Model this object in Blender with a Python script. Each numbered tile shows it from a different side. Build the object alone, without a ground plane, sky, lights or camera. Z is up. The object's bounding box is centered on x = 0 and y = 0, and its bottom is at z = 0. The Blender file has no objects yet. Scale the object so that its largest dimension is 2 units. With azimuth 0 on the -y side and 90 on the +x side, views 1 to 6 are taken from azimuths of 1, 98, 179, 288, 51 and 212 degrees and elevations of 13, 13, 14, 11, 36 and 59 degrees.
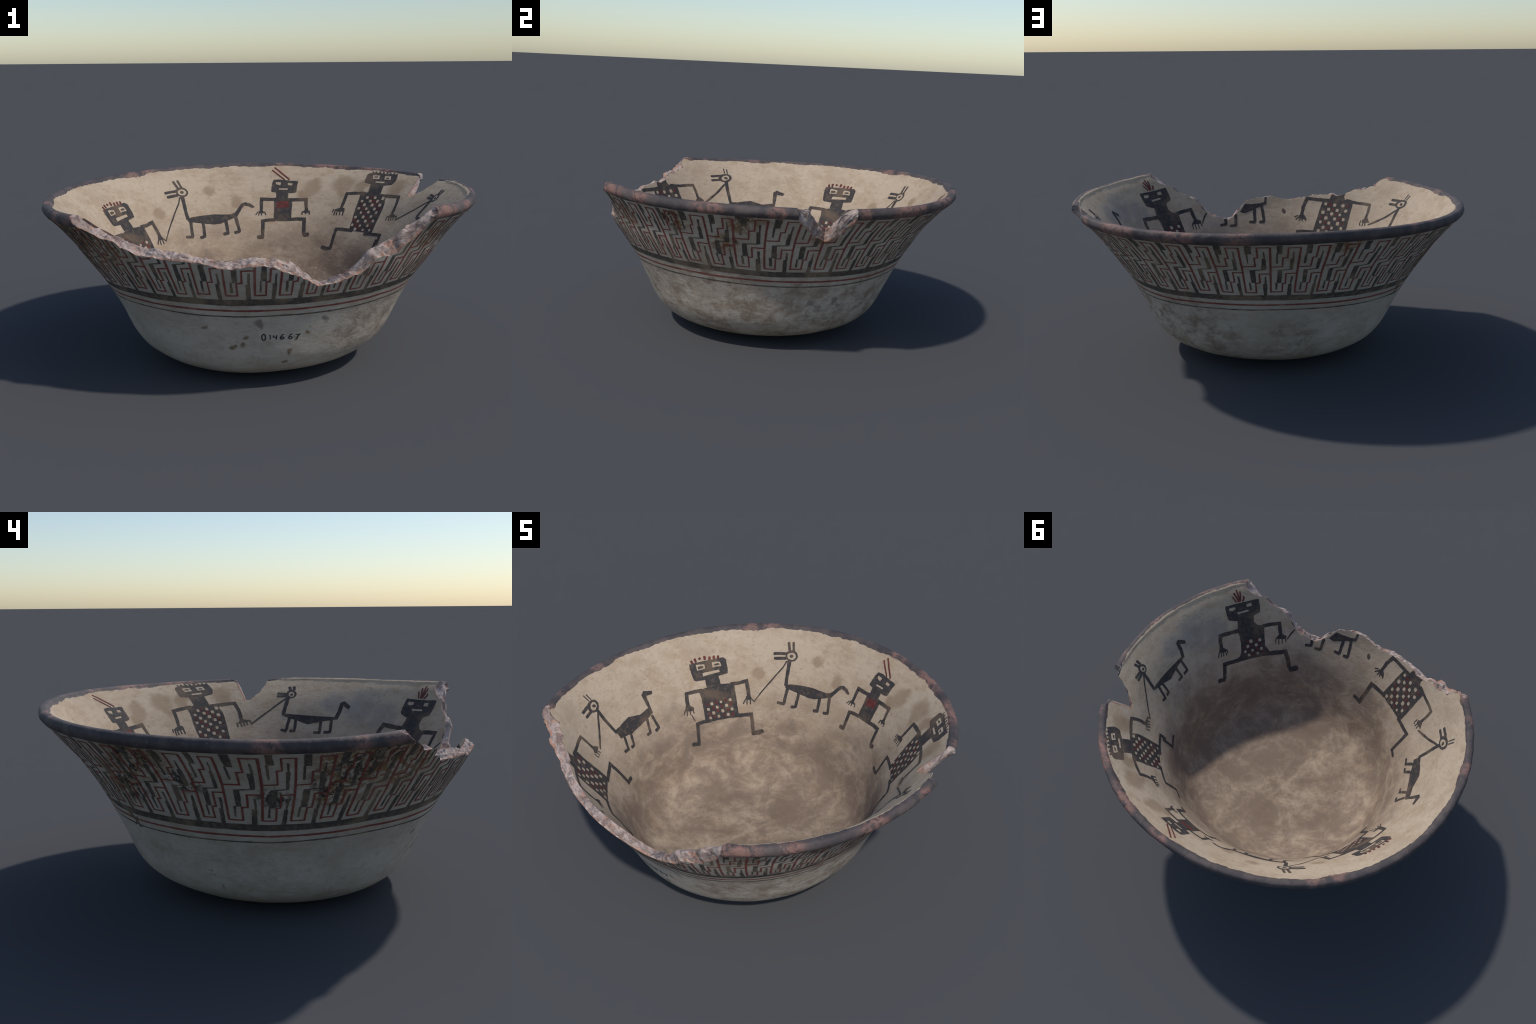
"""Broken, flaring, slip-painted pottery bowl, built procedurally (metres, z up).

The vessel is one lathe-like wall (outer profile, rolled lip, offset inner profile) that is slightly oval
and tilted; a big irregular bite and a small V-shaped notch are taken out of its rim. Painting is a thin
layer of real geometry that lies on the wall: stepped frets, bands, figures, a handwritten number.
"""
import bpy, math
import numpy as np
from mathutils import Vector
from mathutils.geometry import delaunay_2d_cdt

rng = np.random.default_rng(7)
BLACK, RED, SLIP = 0, 1, 2

# ------------------------------------------------------------------ noise helpers (vectorised value noise)
def _hash(ix, iy, seed):
    n = (ix.astype(np.int64) * 374761393 + iy.astype(np.int64) * 668265263 + seed * 974634777) & 0x7FFFFFFF
    n = ((n ^ (n >> 13)) * 1274126177) & 0x7FFFFFFF
    n = n ^ (n >> 16)
    return (n & 0xFFFF) / 65535.0 * 2.0 - 1.0

def noise2(x, y, seed=0, wrap=None):
    x, y = np.broadcast_arrays(np.asarray(x, float), np.asarray(y, float))
    ix, iy = np.floor(x), np.floor(y)
    fx, fy = x - ix, y - iy
    ux, uy = fx * fx * (3 - 2 * fx), fy * fy * (3 - 2 * fy)
    m = (lambda a: a % wrap) if wrap else (lambda a: a)
    a, b = _hash(m(ix), iy, seed), _hash(m(ix + 1), iy, seed)
    c, d = _hash(m(ix), iy + 1, seed), _hash(m(ix + 1), iy + 1, seed)
    return (a * (1 - ux) + b * ux) * (1 - uy) + (c * (1 - ux) + d * ux) * uy

def fbm(x, y, seed=0, octaves=3):
    return sum(noise2(x * 2**o, y * 2**o, seed + o) * 0.5**o for o in range(octaves))

# ------------------------------------------------------------------ vessel shape
# outer profile (radius, height) from the middle of the base to the lip
OUTER = np.array([(0, 0), (.10, .0005), (.20, .002), (.28, .0045), (.351, .0105), (.419, .0295), (.4945, .061), (.556, .10),
                  (.5985, .15), (.626, .20), (.6525, .26), (.681, .32), (.7118, .38), (.7468, .44), (.786, .50),
                  (.8265, .56), (.866, .62), (.9125, .68), (.946, .72), (.9745, .748), (.984, .758)])
WALL = 0.047          # wall thickness (the floor is thicker)
LIP_IN = 0.786        # height at which the rolled lip meets the inner wall

def catmull(P, n):
    P = np.asarray(P, float)
    Q = np.vstack([2 * P[0] - P[1], P, 2 * P[-1] - P[-2]])
    out = []
    for i in range(1, len(Q) - 2):
        t = np.linspace(0, 1, n, endpoint=False)[:, None]
        a, b, c, d = Q[i - 1], Q[i], Q[i + 1], Q[i + 2]
        out.append(.5 * (2 * b + (c - a) * t + (2 * a - 5 * b + 4 * c - d) * t**2 + (3 * b - a - 3 * c + d) * t**3))
    return np.vstack(out + [P[-1:]])

OUT_FINE = catmull(OUTER, 12)
_d = np.gradient(OUT_FINE, axis=0)
_n = np.stack([_d[:, 1], -_d[:, 0]], 1)
_n /= np.linalg.norm(_n, axis=1)[:, None]
_thick = np.interp(OUT_FINE[:, 0], [0, .30, .50, .60, .90, 1.0], [.050, .049, .040, .044, .047, .046])
IN_FINE = OUT_FINE - _n * _thick[:, None]
IN_FINE[0, 0] = 0.0
_keep = np.concatenate([[True], np.diff(np.maximum.accumulate(IN_FINE[:, 0])) > 0])
IN_FINE, IN_N = IN_FINE[_keep], _n[_keep]
OUT_S = np.concatenate([[0], np.cumsum(np.linalg.norm(np.diff(OUT_FINE, axis=0), axis=1))])
IN_S = np.concatenate([[0], np.cumsum(np.linalg.norm(np.diff(IN_FINE, axis=0), axis=1))])

def interp_rows(x, xp, F):
    return np.stack([np.interp(x, xp, F[:, k]) for k in range(F.shape[1])], -1)

def wall_rh(h, side):
    """(r, h), outward-facing normal (nr, nh) of the wall at height h."""
    F, N = (OUT_FINE, _n) if side == 'out' else (IN_FINE, -IN_N)
    r = np.interp(h, F[:, 1], F[:, 0])
    nn = interp_rows(h, F[:, 1], N)
    return r, nn

def h_of_s(s, side):
    F, S = (OUT_FINE, OUT_S) if side == 'out' else (IN_FINE, IN_S)
    return np.interp(s, S, F[:, 1])

def s_of_h(h, side):
    F, S = (OUT_FINE, OUT_S) if side == 'out' else (IN_FINE, IN_S)
    return np.interp(h, F[:, 1], S)

def lump(theta, h, side):
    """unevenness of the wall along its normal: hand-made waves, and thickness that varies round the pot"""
    k = theta / (2 * math.pi)
    seed = 11 if side == 'out' else 31
    d = 0.0018 * noise2(k * 14, h * 6, seed, 14) + 0.0010 * noise2(k * 40, h * 14, seed + 1, 40)
    wrapped = (theta + math.pi) % (2 * math.pi) - math.pi
    swell = np.exp(-((wrapped - 1.95) / .65) ** 2 - ((h - .67) / .06) ** 2)      # a thick place in the wall
    if side == 'in':
        extra = -.0031 * np.cos(theta) + .0011 * np.sin(theta) + .0066 * np.cos(2 * theta) + .0061 * np.sin(2 * theta)
        d = d + .8 * extra * np.interp(h, [.2, .34, .69, .765], [0, 1, 1, 0])
        d = d + .0065 * np.cos(theta - .8) * np.interp(h, [.07, .13], [1, 0])          # the floor leans
        d = d + .004 * swell
    else:
        d = d + .006 * swell + .007 * np.exp(-((wrapped + .92) / .36) ** 2 - ((h - .48) / .22) ** 2)
        d = d - .005 * np.exp(-((wrapped + 1.85) / .25) ** 2 - ((h - .57) / .08) ** 2)
    lo, hi = (.715, .746) if side == 'out' else (.735, .770)          # calm where the lip begins
    return d * np.interp(h, [lo, hi], [1, 0])

def wall_point(theta, h, side):
    r, nn = wall_rh(h, side)
    d = lump(theta, h, side)
    return r + d * nn[:, 0], h + d * nn[:, 1]

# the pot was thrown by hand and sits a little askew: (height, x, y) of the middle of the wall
MIDDLE = catmull([(0, -.0309, -.0886), (.1, -.0044, -.0663), (.22, .0030, -.0605), (.4, -.0009, -.0658), (.6, .0001, -.0733), (.8, .0022, -.0540)], 12)

def place(theta, r, h):
    """Ideal lathe coordinates -> the real, slightly oval, uneven and tilted pot."""
    c, s = np.cos(theta), np.sin(theta)
    c2, s2, c3, s3, c4, s4 = (f(k * theta) for k in (2, 3, 4) for f in (np.cos, np.sin))
    tilt = .0143 * c - .0170 * s - .0193 * c2 - .0063 * s2 + .0015 * c3 + .0074 * s3 + .0039 * c4 + .0009 * s4
    z = np.array(h, float)
    for _ in range(8):
        z = h + tilt * (np.clip(z, 0, 2) / .79) ** 2
    q = z * (.78 - z) * 6.6
    m = (1 + (.0046 + .0129 * z) * c2 + (.0074 - .0015 * z - .0052 * q) * s2 + (.0027 - .0033 * z - .0049 * q) * c3
         + (.0002 - .0007 * z + .0016 * q) * s3 - .0061 * z * c4 - .0025 * z * s4)
    r = r * m
    x = np.interp(z, MIDDLE[:, 0], MIDDLE[:, 1]) + r * c
    y = np.interp(z, MIDDLE[:, 0], MIDDLE[:, 2]) + r * s
    return np.stack([x, y, z], -1)

# ------------------------------------------------------------------ what is broken off: (angle in degrees, height of the edge)
BITE_OUT = [(-138.7, 0.9), (-137.4, 0.779), (-135.5, 0.756), (-133.6, 0.732), (-132.3, 0.719), (-130.9, 0.705), (-128.6, 0.699),
(-126.8, 0.693), (-126.1, 0.669), (-123.7, 0.651), (-121.8, 0.634), (-118.7, 0.627), (-115.2, 0.62), (-111.8, 0.612),
(-108.6, 0.609), (-105.6, 0.602), (-101.8, 0.59), (-98.1, 0.575), (-95.8, 0.575), (-92.9, 0.584), (-88.4, 0.587),
(-85.0, 0.582), (-82.6, 0.564), (-80.1, 0.553), (-77.5, 0.541), (-75.1, 0.527), (-73.5, 0.515), (-72.1, 0.5), (-70.0,
0.501), (-67.0, 0.506), (-64.4, 0.514), (-62.1, 0.528), (-59.6, 0.543), (-58.0, 0.558), (-57.0, 0.575), (-56.6,
0.597), (-55.9, 0.607), (-52.3, 0.613), (-49.3, 0.62), (-48.8, 0.642), (-46.7, 0.659), (-45.6, 0.687), (-44.8, 0.708),
(-44.6, 0.728), (-43.5, 0.753), (-41.6, 0.779), (-40.6, 0.9)]
BITE_IN = [(-137.6, 0.9), (-136.2, 0.794), (-135.0, 0.769), (-134.0, 0.734), (-131.7, 0.718), (-130.4, 0.702), (-127.7, 0.698),
(-126.3, 0.696), (-124.7, 0.677), (-123.5, 0.663), (-120.8, 0.648), (-117.9, 0.651), (-114.1, 0.645), (-107.4, 0.626),
(-101.0, 0.604), (-95.7, 0.606), (-91.5, 0.617), (-86.5, 0.61), (-80.5, 0.599), (-77.7, 0.577), (-75.7, 0.549),
(-73.7, 0.53), (-71.4, 0.514), (-68.9, 0.508), (-66.8, 0.512), (-63.6, 0.527), (-61.1, 0.55), (-59.6, 0.571), (-57.3,
0.615), (-55.8, 0.637), (-53.8, 0.655), (-50.1, 0.683), (-49.1, 0.696), (-47.8, 0.728), (-46.4, 0.728), (-43.4,
0.751), (-41.9, 0.774), (-40.6, 0.9)]
NOTCH_OUT = [(13.4, 0.9), (14.4, 0.768), (15.2, 0.744), (19.5, 0.684), (21.2, 0.658), (25.0, 0.634), (26.4, 0.636), (28.4, 0.649),
(29.3, 0.672), (29.9, 0.704), (31.1, 0.735), (31.5, 0.756), (31.9, 0.9)]
NOTCH_IN = [(14.0, 0.9), (18.9, 0.761), (22.1, 0.717), (25.3, 0.688), (27.3, 0.684), (27.4, 0.71), (28.2, 0.751), (29.8, 0.9)]

def edge_height(deg, bite, notch, seed):
    deg = (np.asarray(deg, float) + 180) % 360 - 180
    h = np.full(deg.shape, 0.83)
    for tab in (bite, notch):
        T = np.array(tab)
        e = np.interp(deg, T[:, 0], T[:, 1])
        calm = np.clip((.80 - e) / .06, 0, 1)
        e = e + calm * (.0035 * noise2(deg * .8, 0, seed) + .0016 * noise2(deg * 2.2, 7, seed + 1))
        inside = (deg > T[0, 0]) & (deg < T[-1, 0])
        h = np.where(inside, np.minimum(h, e), h)
    return h

def cut_out(deg): return edge_height(deg, BITE_OUT, NOTCH_OUT, 51)
def cut_in(deg): return edge_height(deg, BITE_IN, NOTCH_IN, 71)

# ------------------------------------------------------------------ materials
def node(nt, kind, **kw):
    n = nt.nodes.new(kind)
    for k, v in kw.items():
        if k == 'ins':
            for i, val in v.items():
                if hasattr(val, 'bl_idname') and val.bl_idname.startswith('NodeSocket'):
                    nt.links.new(val, n.inputs[i])
                else:
                    n.inputs[i].default_value = val
        else:
            setattr(n, k, v)
    return n

def new_mat(name, rough=0.85):
    m = bpy.data.materials.new(name)
    m.use_nodes = True
    nt = m.node_tree
    b = nt.nodes['Principled BSDF']
    b.inputs['Roughness'].default_value = rough
    b.inputs['Specular IOR Level'].default_value = 0.25
    co = node(nt, 'ShaderNodeTexCoord').outputs['Object']
    return m, nt, b, co

def tex_noise(nt, co, scale, detail=6, rough=.6, distort=0.0, stretch=None):
    if stretch:
        co = node(nt, 'ShaderNodeMapping', ins={'Vector': co, 'Scale': stretch}).outputs[0]
    return node(nt, 'ShaderNodeTexNoise', ins={'Vector': co, 'Scale': scale, 'Detail': detail, 'Roughness': rough, 'Distortion': distort}).outputs['Fac']

def ramp(nt, fac, lo, hi, a=0.0, b=1.0):
    return node(nt, 'ShaderNodeMapRange', interpolation_type='SMOOTHSTEP', ins={'Value': fac, 'From Min': lo, 'From Max': hi, 'To Min': a, 'To Max': b}).outputs[0]

def mix(nt, fac, a, b, mode='MIX'):
    n = node(nt, 'ShaderNodeMix', data_type='RGBA', blend_type=mode)
    for sock, val in (('Factor', fac), ('A', a), ('B', b)):
        i = [s for s in n.inputs if s.name == sock and (s.type == 'VALUE' if sock == 'Factor' else s.type == 'RGBA')][0]
        if hasattr(val, 'bl_idname'):
            nt.links.new(val, i)
        else:
            i.default_value = (*val, 1) if isinstance(val, tuple) and len(val) == 3 else val
    return [s for s in n.outputs if s.type == 'RGBA'][0]

def mul(nt, a, b, op='MULTIPLY', clamp=False):
    return node(nt, 'ShaderNodeMath', operation=op, use_clamp=clamp, ins={0: a, 1: b}).outputs[0]

def blobs(nt, co, spots):
    """soft-edged, noise-broken spots of matter at given places: (position, radius)"""
    warp = node(nt, 'ShaderNodeTexNoise', ins={'Vector': co, 'Scale': 9.0, 'Detail': 4.0})
    off = node(nt, 'ShaderNodeVectorMath', operation='MULTIPLY_ADD', ins={0: warp.outputs['Color'], 1: (.12, .12, .12), 2: co}).outputs[0]
    total = None
    for p, rad in spots:
        q = tuple(c + .06 for c in p)
        d = node(nt, 'ShaderNodeVectorMath', operation='DISTANCE', ins={0: off, 1: q}).outputs['Value']
        f = ramp(nt, d, rad * .45, rad, 1.0, 0.0)
        total = f if total is None else mul(nt, total, f, 'MAXIMUM')
    return total

def bump(nt, b, height, strength, dist):
    n = node(nt, 'ShaderNodeBump', ins={'Height': height, 'Strength': strength, 'Distance': dist})
    nt.links.new(n.outputs[0], b.inputs['Normal'])

def on_wall(deg, h, side='out'):
    t = math.radians(deg)
    r, _ = wall_rh(np.array([h]), side)
    return tuple(float(v) for v in place(np.array([t]), r, np.array([h]))[0])

CREAM_OUT = (.515, .450, .378)
CREAM_IN = (.470, .368, .268)

def slip_colour(nt, co, side):
    base = CREAM_OUT if side == 'out' else CREAM_IN
    tint = lambda *f: tuple(c * k for c, k in zip(base, f))
    broad = tex_noise(nt, co, 2.6, 6, .62, .2)
    mid = tex_noise(nt, co, 8.0, 8, .68, .25, (1, 1, 1.7))
    fine = tex_noise(nt, co, 40.0, 6, .7, .2, (1, 1, 1.5))
    streak = tex_noise(nt, co, 13.0, 7, .65, .15, (1, 1, 3.2))
    col = mix(nt, ramp(nt, mid, .42, .68), base, tint(.83, .78, .72))
    col = mix(nt, ramp(nt, broad, .50, .70, 0, .6), col, tint(.77, .75, .74))
    col = mix(nt, ramp(nt, streak, .48, .72, 0, .5), col, tint(1.10, 1.10, 1.10))
    col = mix(nt, ramp(nt, fine, .50, .72, 0, .65), col, tint(.66, .61, .56))
    return col, mid, fine

def slip_material(side):
    m, nt, b, co = new_mat('cream_slip_outside' if side == 'out' else 'cream_slip_inside')
    col, mid, fine = slip_colour(nt, co, side)
    speck = tex_noise(nt, co, 75.0, 2, .5)
    col = mix(nt, ramp(nt, speck, .72, .76, 0, .6), col, (.075, .055, .045))
    if side == 'out':
        glaze = ramp(nt, tex_noise(nt, co, 5.0, 8, .7, .3, (1, 1, 1.3)), .44, .68, 0, .35)
        col = mix(nt, glaze, col, (.335, .262, .192))
        # rusty stains and soot soaked into the slip among the frets
        rust = blobs(nt, co, [(on_wall(-146, .69), .24), (on_wall(-134, .68), .19), (on_wall(166, .70), .18), (on_wall(156, .60), .14),
                              (on_wall(-19, .70), .10), (on_wall(-4, .60), .09), (on_wall(2, .73), .12), (on_wall(-38, .68), .10),
                              (on_wall(111, .74), .09), (on_wall(-150, .58), .12), (on_wall(24, .64), .07)])
        r = mul(nt, rust, ramp(nt, tex_noise(nt, co, 26, 5, .7, 1.2), .38, .58))
        col = mix(nt, mul(nt, r, .9), col, (.235, .125, .050))
        soot = blobs(nt, co, [(on_wall(-147, .67), .12), (on_wall(-141, .73), .08), (on_wall(165, .71), .12), (on_wall(158, .56), .10), (on_wall(176, .62), .08),
                              (on_wall(-20, .69), .08), (on_wall(-152, .61), .10), (on_wall(-3, .60), .06), (on_wall(2, .745), .05), (on_wall(-165, .55), .08)])
        s = mul(nt, soot, ramp(nt, tex_noise(nt, co, 30, 5, .75, .6, (1, 1, .6)), .46, .56))
        col = mix(nt, mul(nt, s, .9), col, (.03, .022, .02))
        # brownish mottling on the belly, strongest on the +x side
        belly = blobs(nt, co, [(on_wall(-15, .25), .40), (on_wall(25, .20), .35), (on_wall(55, .22), .34), (on_wall(-45, .24), .26), (on_wall(100, .18), .20)])
        q = mul(nt, belly, ramp(nt, tex_noise(nt, co, 13, 9, .74, .3, (1, 1, 1.4)), .40, .66))
        col = mix(nt, mul(nt, q, .8), col, (.20, .138, .098))
        spots = ramp(nt, tex_noise(nt, co, 9, 3, .5, .4), .73, .78)
        col = mix(nt, mul(nt, spots, .8), col, (.17, .10, .045))
        dark = blobs(nt, co, [(on_wall(26.3, .295), .028), (on_wall(38, .29), .026), (on_wall(-66, .34), .025), (on_wall(-90, .33), .03)])
        col = mix(nt, mul(nt, dark, .6), col, (.10, .075, .068))
        tan = blobs(nt, co, [(on_wall(-71, .275), .022), (on_wall(-75, .245), .018), (on_wall(-77, .19), .02), (on_wall(-78, .13), .018), (on_wall(-95, .225), .025),
                             (on_wall(-99, .215), .022), (on_wall(-94, .275), .022), (on_wall(-110, .30), .025)])
        col = mix(nt, mul(nt, tan, .8), col, (.16, .10, .05))
    else:
        tan = blobs(nt, co, [(on_wall(70, .672, 'in'), .085), (on_wall(72.5, .64, 'in'), .06), (on_wall(57, .70, 'in'), .085), (on_wall(50, .70, 'in'), .06),
                             (on_wall(34, .71, 'in'), .09), (on_wall(100, .602, 'in'), .055), (on_wall(111, .66, 'in'), .05), (on_wall(134, .57, 'in'), .05)])
        col = mix(nt, mul(nt, tan, .62), col, (.235, .155, .092))
        # ragged brown tint, denser towards the lower wall and floor
        patchy = ramp(nt, tex_noise(nt, co, 6.5, 9, .72, .3, (1, 1, 1.6)), .28, .60)
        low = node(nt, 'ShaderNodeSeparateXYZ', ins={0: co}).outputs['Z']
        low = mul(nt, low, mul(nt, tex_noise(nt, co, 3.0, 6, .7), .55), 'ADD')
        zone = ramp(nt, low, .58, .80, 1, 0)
        col = mix(nt, mul(nt, mul(nt, zone, patchy), .8), col, (.175, .125, .096))
        grey = blobs(nt, co, [(on_wall(-15, .66, 'in'), .13), (on_wall(-25, .62, 'in'), .10), (on_wall(-5, .68, 'in'), .09)])
        col = mix(nt, mul(nt, grey, .4), col, (.20, .20, .215))
    nt.links.new(col, b.inputs['Base Color'])
    bump(nt, b, mul(nt, fine, mul(nt, mid, .6), 'ADD'), .35, .006)
    return m

def paint_material(name, dark, light, wear, side, lo=.50, hi=.66):
    m, nt, b, co = new_mat(name, .8)
    n = tex_noise(nt, co, 7.5, 6, .62, .3)
    f = tex_noise(nt, co, 45, 4, .7)
    col = mix(nt, ramp(nt, n, lo, hi), dark, light)
    col = mix(nt, ramp(nt, f, .45, .75, 0, .45), col, tuple(c * 1.6 for c in light))
    slip = CREAM_OUT if side == 'out' else CREAM_IN
    w = tex_noise(nt, co, 30, 6, .75, .8)
    col = mix(nt, ramp(nt, w, wear, wear + .09, 0, .75), col, tuple(c * .75 for c in slip))
    nt.links.new(col, b.inputs['Base Color'])
    bump(nt, b, f, .25, .004)
    return m

def rim_material():
    m, nt, b, co = new_mat('dark_rim_paint', .7)
    b.inputs['Specular IOR Level'].default_value = .35
    f = tex_noise(nt, co, 30, 6, .7, .6)
    g = tex_noise(nt, co, 5, 4, .6)
    col = mix(nt, ramp(nt, tex_noise(nt, co, 12, 5, .65), .4, .65), (.062, .052, .053), (.105, .082, .077))
    worn = mul(nt, mul(nt, ramp(nt, f, .54, .72), ramp(nt, g, .52, .66)), .45)
    bare = blobs(nt, co, [(on_wall(-40, .76), .13), (on_wall(-28, .76), .07), (on_wall(-8, .76), .09), (on_wall(10, .76), .06), (on_wall(33, .76), .05),
                          (on_wall(48, .76), .16), (on_wall(66, .76), .14), (on_wall(82, .76), .08), (on_wall(-139, .76), .07), (on_wall(-148, .76), .06), (on_wall(-165, .76), .06), (on_wall(139, .785, 'in'), .06), (on_wall(132, .785, 'in'), .05), (on_wall(-38, .785, 'in'), .05)])
    worn = mul(nt, worn, mul(nt, bare, ramp(nt, f, .36, .60)), 'MAXIMUM')
    col = mix(nt, mul(nt, worn, .85), col, (.27, .145, .115))
    pale = ramp(nt, tex_noise(nt, co, 55, 4, .7), .62, .74)
    col = mix(nt, mul(nt, pale, .55), col, (.36, .28, .25))
    nt.links.new(col, b.inputs['Base Color'])
    bump(nt, b, f, .4, .006)
    return m

def fracture_material(name, edge=False):
    m, nt, b, co = new_mat(name, .95)
    a = tex_noise(nt, co, 15, 6, .7, .8)
    f = tex_noise(nt, co, 42, 5, .7)
    col = mix(nt, ramp(nt, a, .36, .62), (.225, .160, .138), (.47, .375, .335))
    col = mix(nt, ramp(nt, tex_noise(nt, co, 21, 4, .6, .5), .52, .68, 0, .8), col, (.40, .22, .155))
    col = mix(nt, ramp(nt, f, .60, .72, 0, .6), col, (.52, .47, .44))
    col = mix(nt, ramp(nt, tex_noise(nt, co, 9, 4, .6, .3), .60, .70, 0, .8), col, (.12, .115, .13))
    if edge:
        col = mix(nt, ramp(nt, f, .36, .56, .2, .85), col, (.43, .225, .150))
        col = mix(nt, ramp(nt, tex_noise(nt, co, 33, 4, .6), .56, .66, 0, .8), col, (.58, .50, .43))
    nt.links.new(col, b.inputs['Base Color'])
    bump(nt, b, mul(nt, f, a, 'ADD'), .5, .010)
    return m

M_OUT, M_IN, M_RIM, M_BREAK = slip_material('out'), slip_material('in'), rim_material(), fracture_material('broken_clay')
M_EDGE = fracture_material('fired_clay_edge', True)
M_BLACK_IN = paint_material('black_figure_paint', (.044, .039, .039), (.118, .084, .060), .67, 'in', .46, .66)
M_RED_IN = paint_material('red_figure_paint', (.105, .029, .027), (.150, .043, .036), .70, 'in')
M_BLACK_OUT = paint_material('black_fret_paint', (.082, .069, .060), (.205, .152, .104), .63, 'out', .45, .64)
M_RED_OUT = paint_material('red_fret_paint', (.205, .060, .050), (.27, .092, .072), .61, 'out')
M_INK = paint_material('ink', (.03, .03, .035), (.05, .05, .055), .72, 'out')

# ------------------------------------------------------------------ the vessel wall
bowl = bpy.data.objects.new('broken_bowl', None)
bowl['label'] = 'broken flaring cream pottery bowl with painted figures and frets'
bowl['category'] = 'pottery bowl'
bpy.context.scene.collection.objects.link(bowl)

def add_object(name, verts, faces, mats, mat_index=None, normals=None, smooth=True, parent=None):
    me = bpy.data.meshes.new(name)
    verts = np.ascontiguousarray(verts, dtype=np.float32)
    fl = np.fromiter((len(f) for f in faces), np.int32, len(faces)) if not isinstance(faces, np.ndarray) else np.full(len(faces), faces.shape[1], np.int32)
    flat = faces.ravel() if isinstance(faces, np.ndarray) else np.concatenate([np.asarray(f) for f in faces])
    me.vertices.add(len(verts)); me.vertices.foreach_set('co', verts.ravel())
    me.loops.add(len(flat)); me.loops.foreach_set('vertex_index', flat.astype(np.int32))
    me.polygons.add(len(fl))
    me.polygons.foreach_set('loop_start', np.concatenate([[0], np.cumsum(fl)[:-1]]).astype(np.int32))
    for m in mats:
        me.materials.append(m)
    if mat_index is not None:
        me.polygons.foreach_set('material_index', np.asarray(mat_index, np.int32))
    me.polygons.foreach_set('use_smooth', np.full(len(fl), smooth))
    me.update(calc_edges=True); me.validate()
    if normals is not None:
        me.normals_split_custom_set_from_vertices(normals)
    ob = bpy.data.objects.new(name, me)
    bpy.context.scene.collection.objects.link(ob)
    ob.parent = parent or bowl
    return ob

def column_angles(n_even=1100):
    """even columns, plus extra ones where the broken edge is steep"""
    t = np.linspace(-180, 180, 14401)
    steep = np.hypot(np.gradient(np.minimum(cut_out(t), .80), t), np.gradient(np.minimum(cut_in(t), .80), t)) * 57.3
    dens = 1 + 1.6 * np.minimum(steep, 6)
    cum = np.concatenate([[0], np.cumsum((dens[1:] + dens[:-1]) / 2)])
    n = int(n_even * cum[-1] / 14400)
    return np.interp(np.linspace(0, cum[-1], n, endpoint=False), cum, t)

DEG = column_angles()
TH = np.radians(DEG)
NC = len(DEG)
NO, NR, NI = 84, 30, 84
C_OUT, C_IN = cut_out(DEG), cut_in(DEG)
# lower border of the rim paint: outside nearly level, inside ragged (with a flaked place at the back left)
RIM_OUT = np.minimum(.7475 + .0015 * noise2(DEG * .25, 3, 5), C_OUT)
flake = np.clip(1 - np.abs((DEG - 137) / 9.0), 0, 1) + .5 * np.clip(1 - np.abs((DEG - 109) / 3.0), 0, 1)
RIM_IN_WISH = .7825 + .004 * noise2(DEG * .12, 9, 15) + .0025 * noise2(DEG * .9, 1, 25) - np.clip(flake, 0, 1) * (.010 + .010 * np.abs(noise2(DEG * .8, 5, 35)))
RIM_IN_WISH = np.minimum(RIM_IN_WISH, LIP_IN - .0005)
RIM_IN = np.minimum(RIM_IN_WISH, C_IN)

def lip_curve():
    r_o, _ = wall_rh(np.array([.7475]), 'out')
    r_i, _ = wall_rh(np.array([LIP_IN]), 'in')
    q = float(r_i[0])
    pts = [(float(r_o[0]), .7475), (.9835, .7575), (.9895, .770), (.9885, .783), (.983, .793), (.974, .7975), (q + .012, .7970), (q + .004, .7925), (q, LIP_IN)]
    return catmull(pts, 10)
LIPC = lip_curve()

co, clipped = np.zeros((NO + NR + NI, NC, 3)), np.zeros((NO + NR + NI, NC), bool)
# outer wall rows: evenly along the profile up to the paint border / broken edge
s_top = s_of_h(RIM_OUT, 'out')
u = np.linspace(0, 1, NO)
u = 1 - (1 - u) ** 1.15
for i in range(NO):
    h = h_of_s(u[i] * s_top, 'out')
    r, nn = wall_rh(h, 'out')
    if i == 0:
        h, r = h * 0, r * 0
    d = lump(TH, h, 'out') * min(1, i / 6)
    co[i] = place(TH, r + d * nn[:, 0], np.maximum(h + d * nn[:, 1], 0))
    if i == NO - 1:
        clipped[i] = C_OUT < .7475
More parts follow.
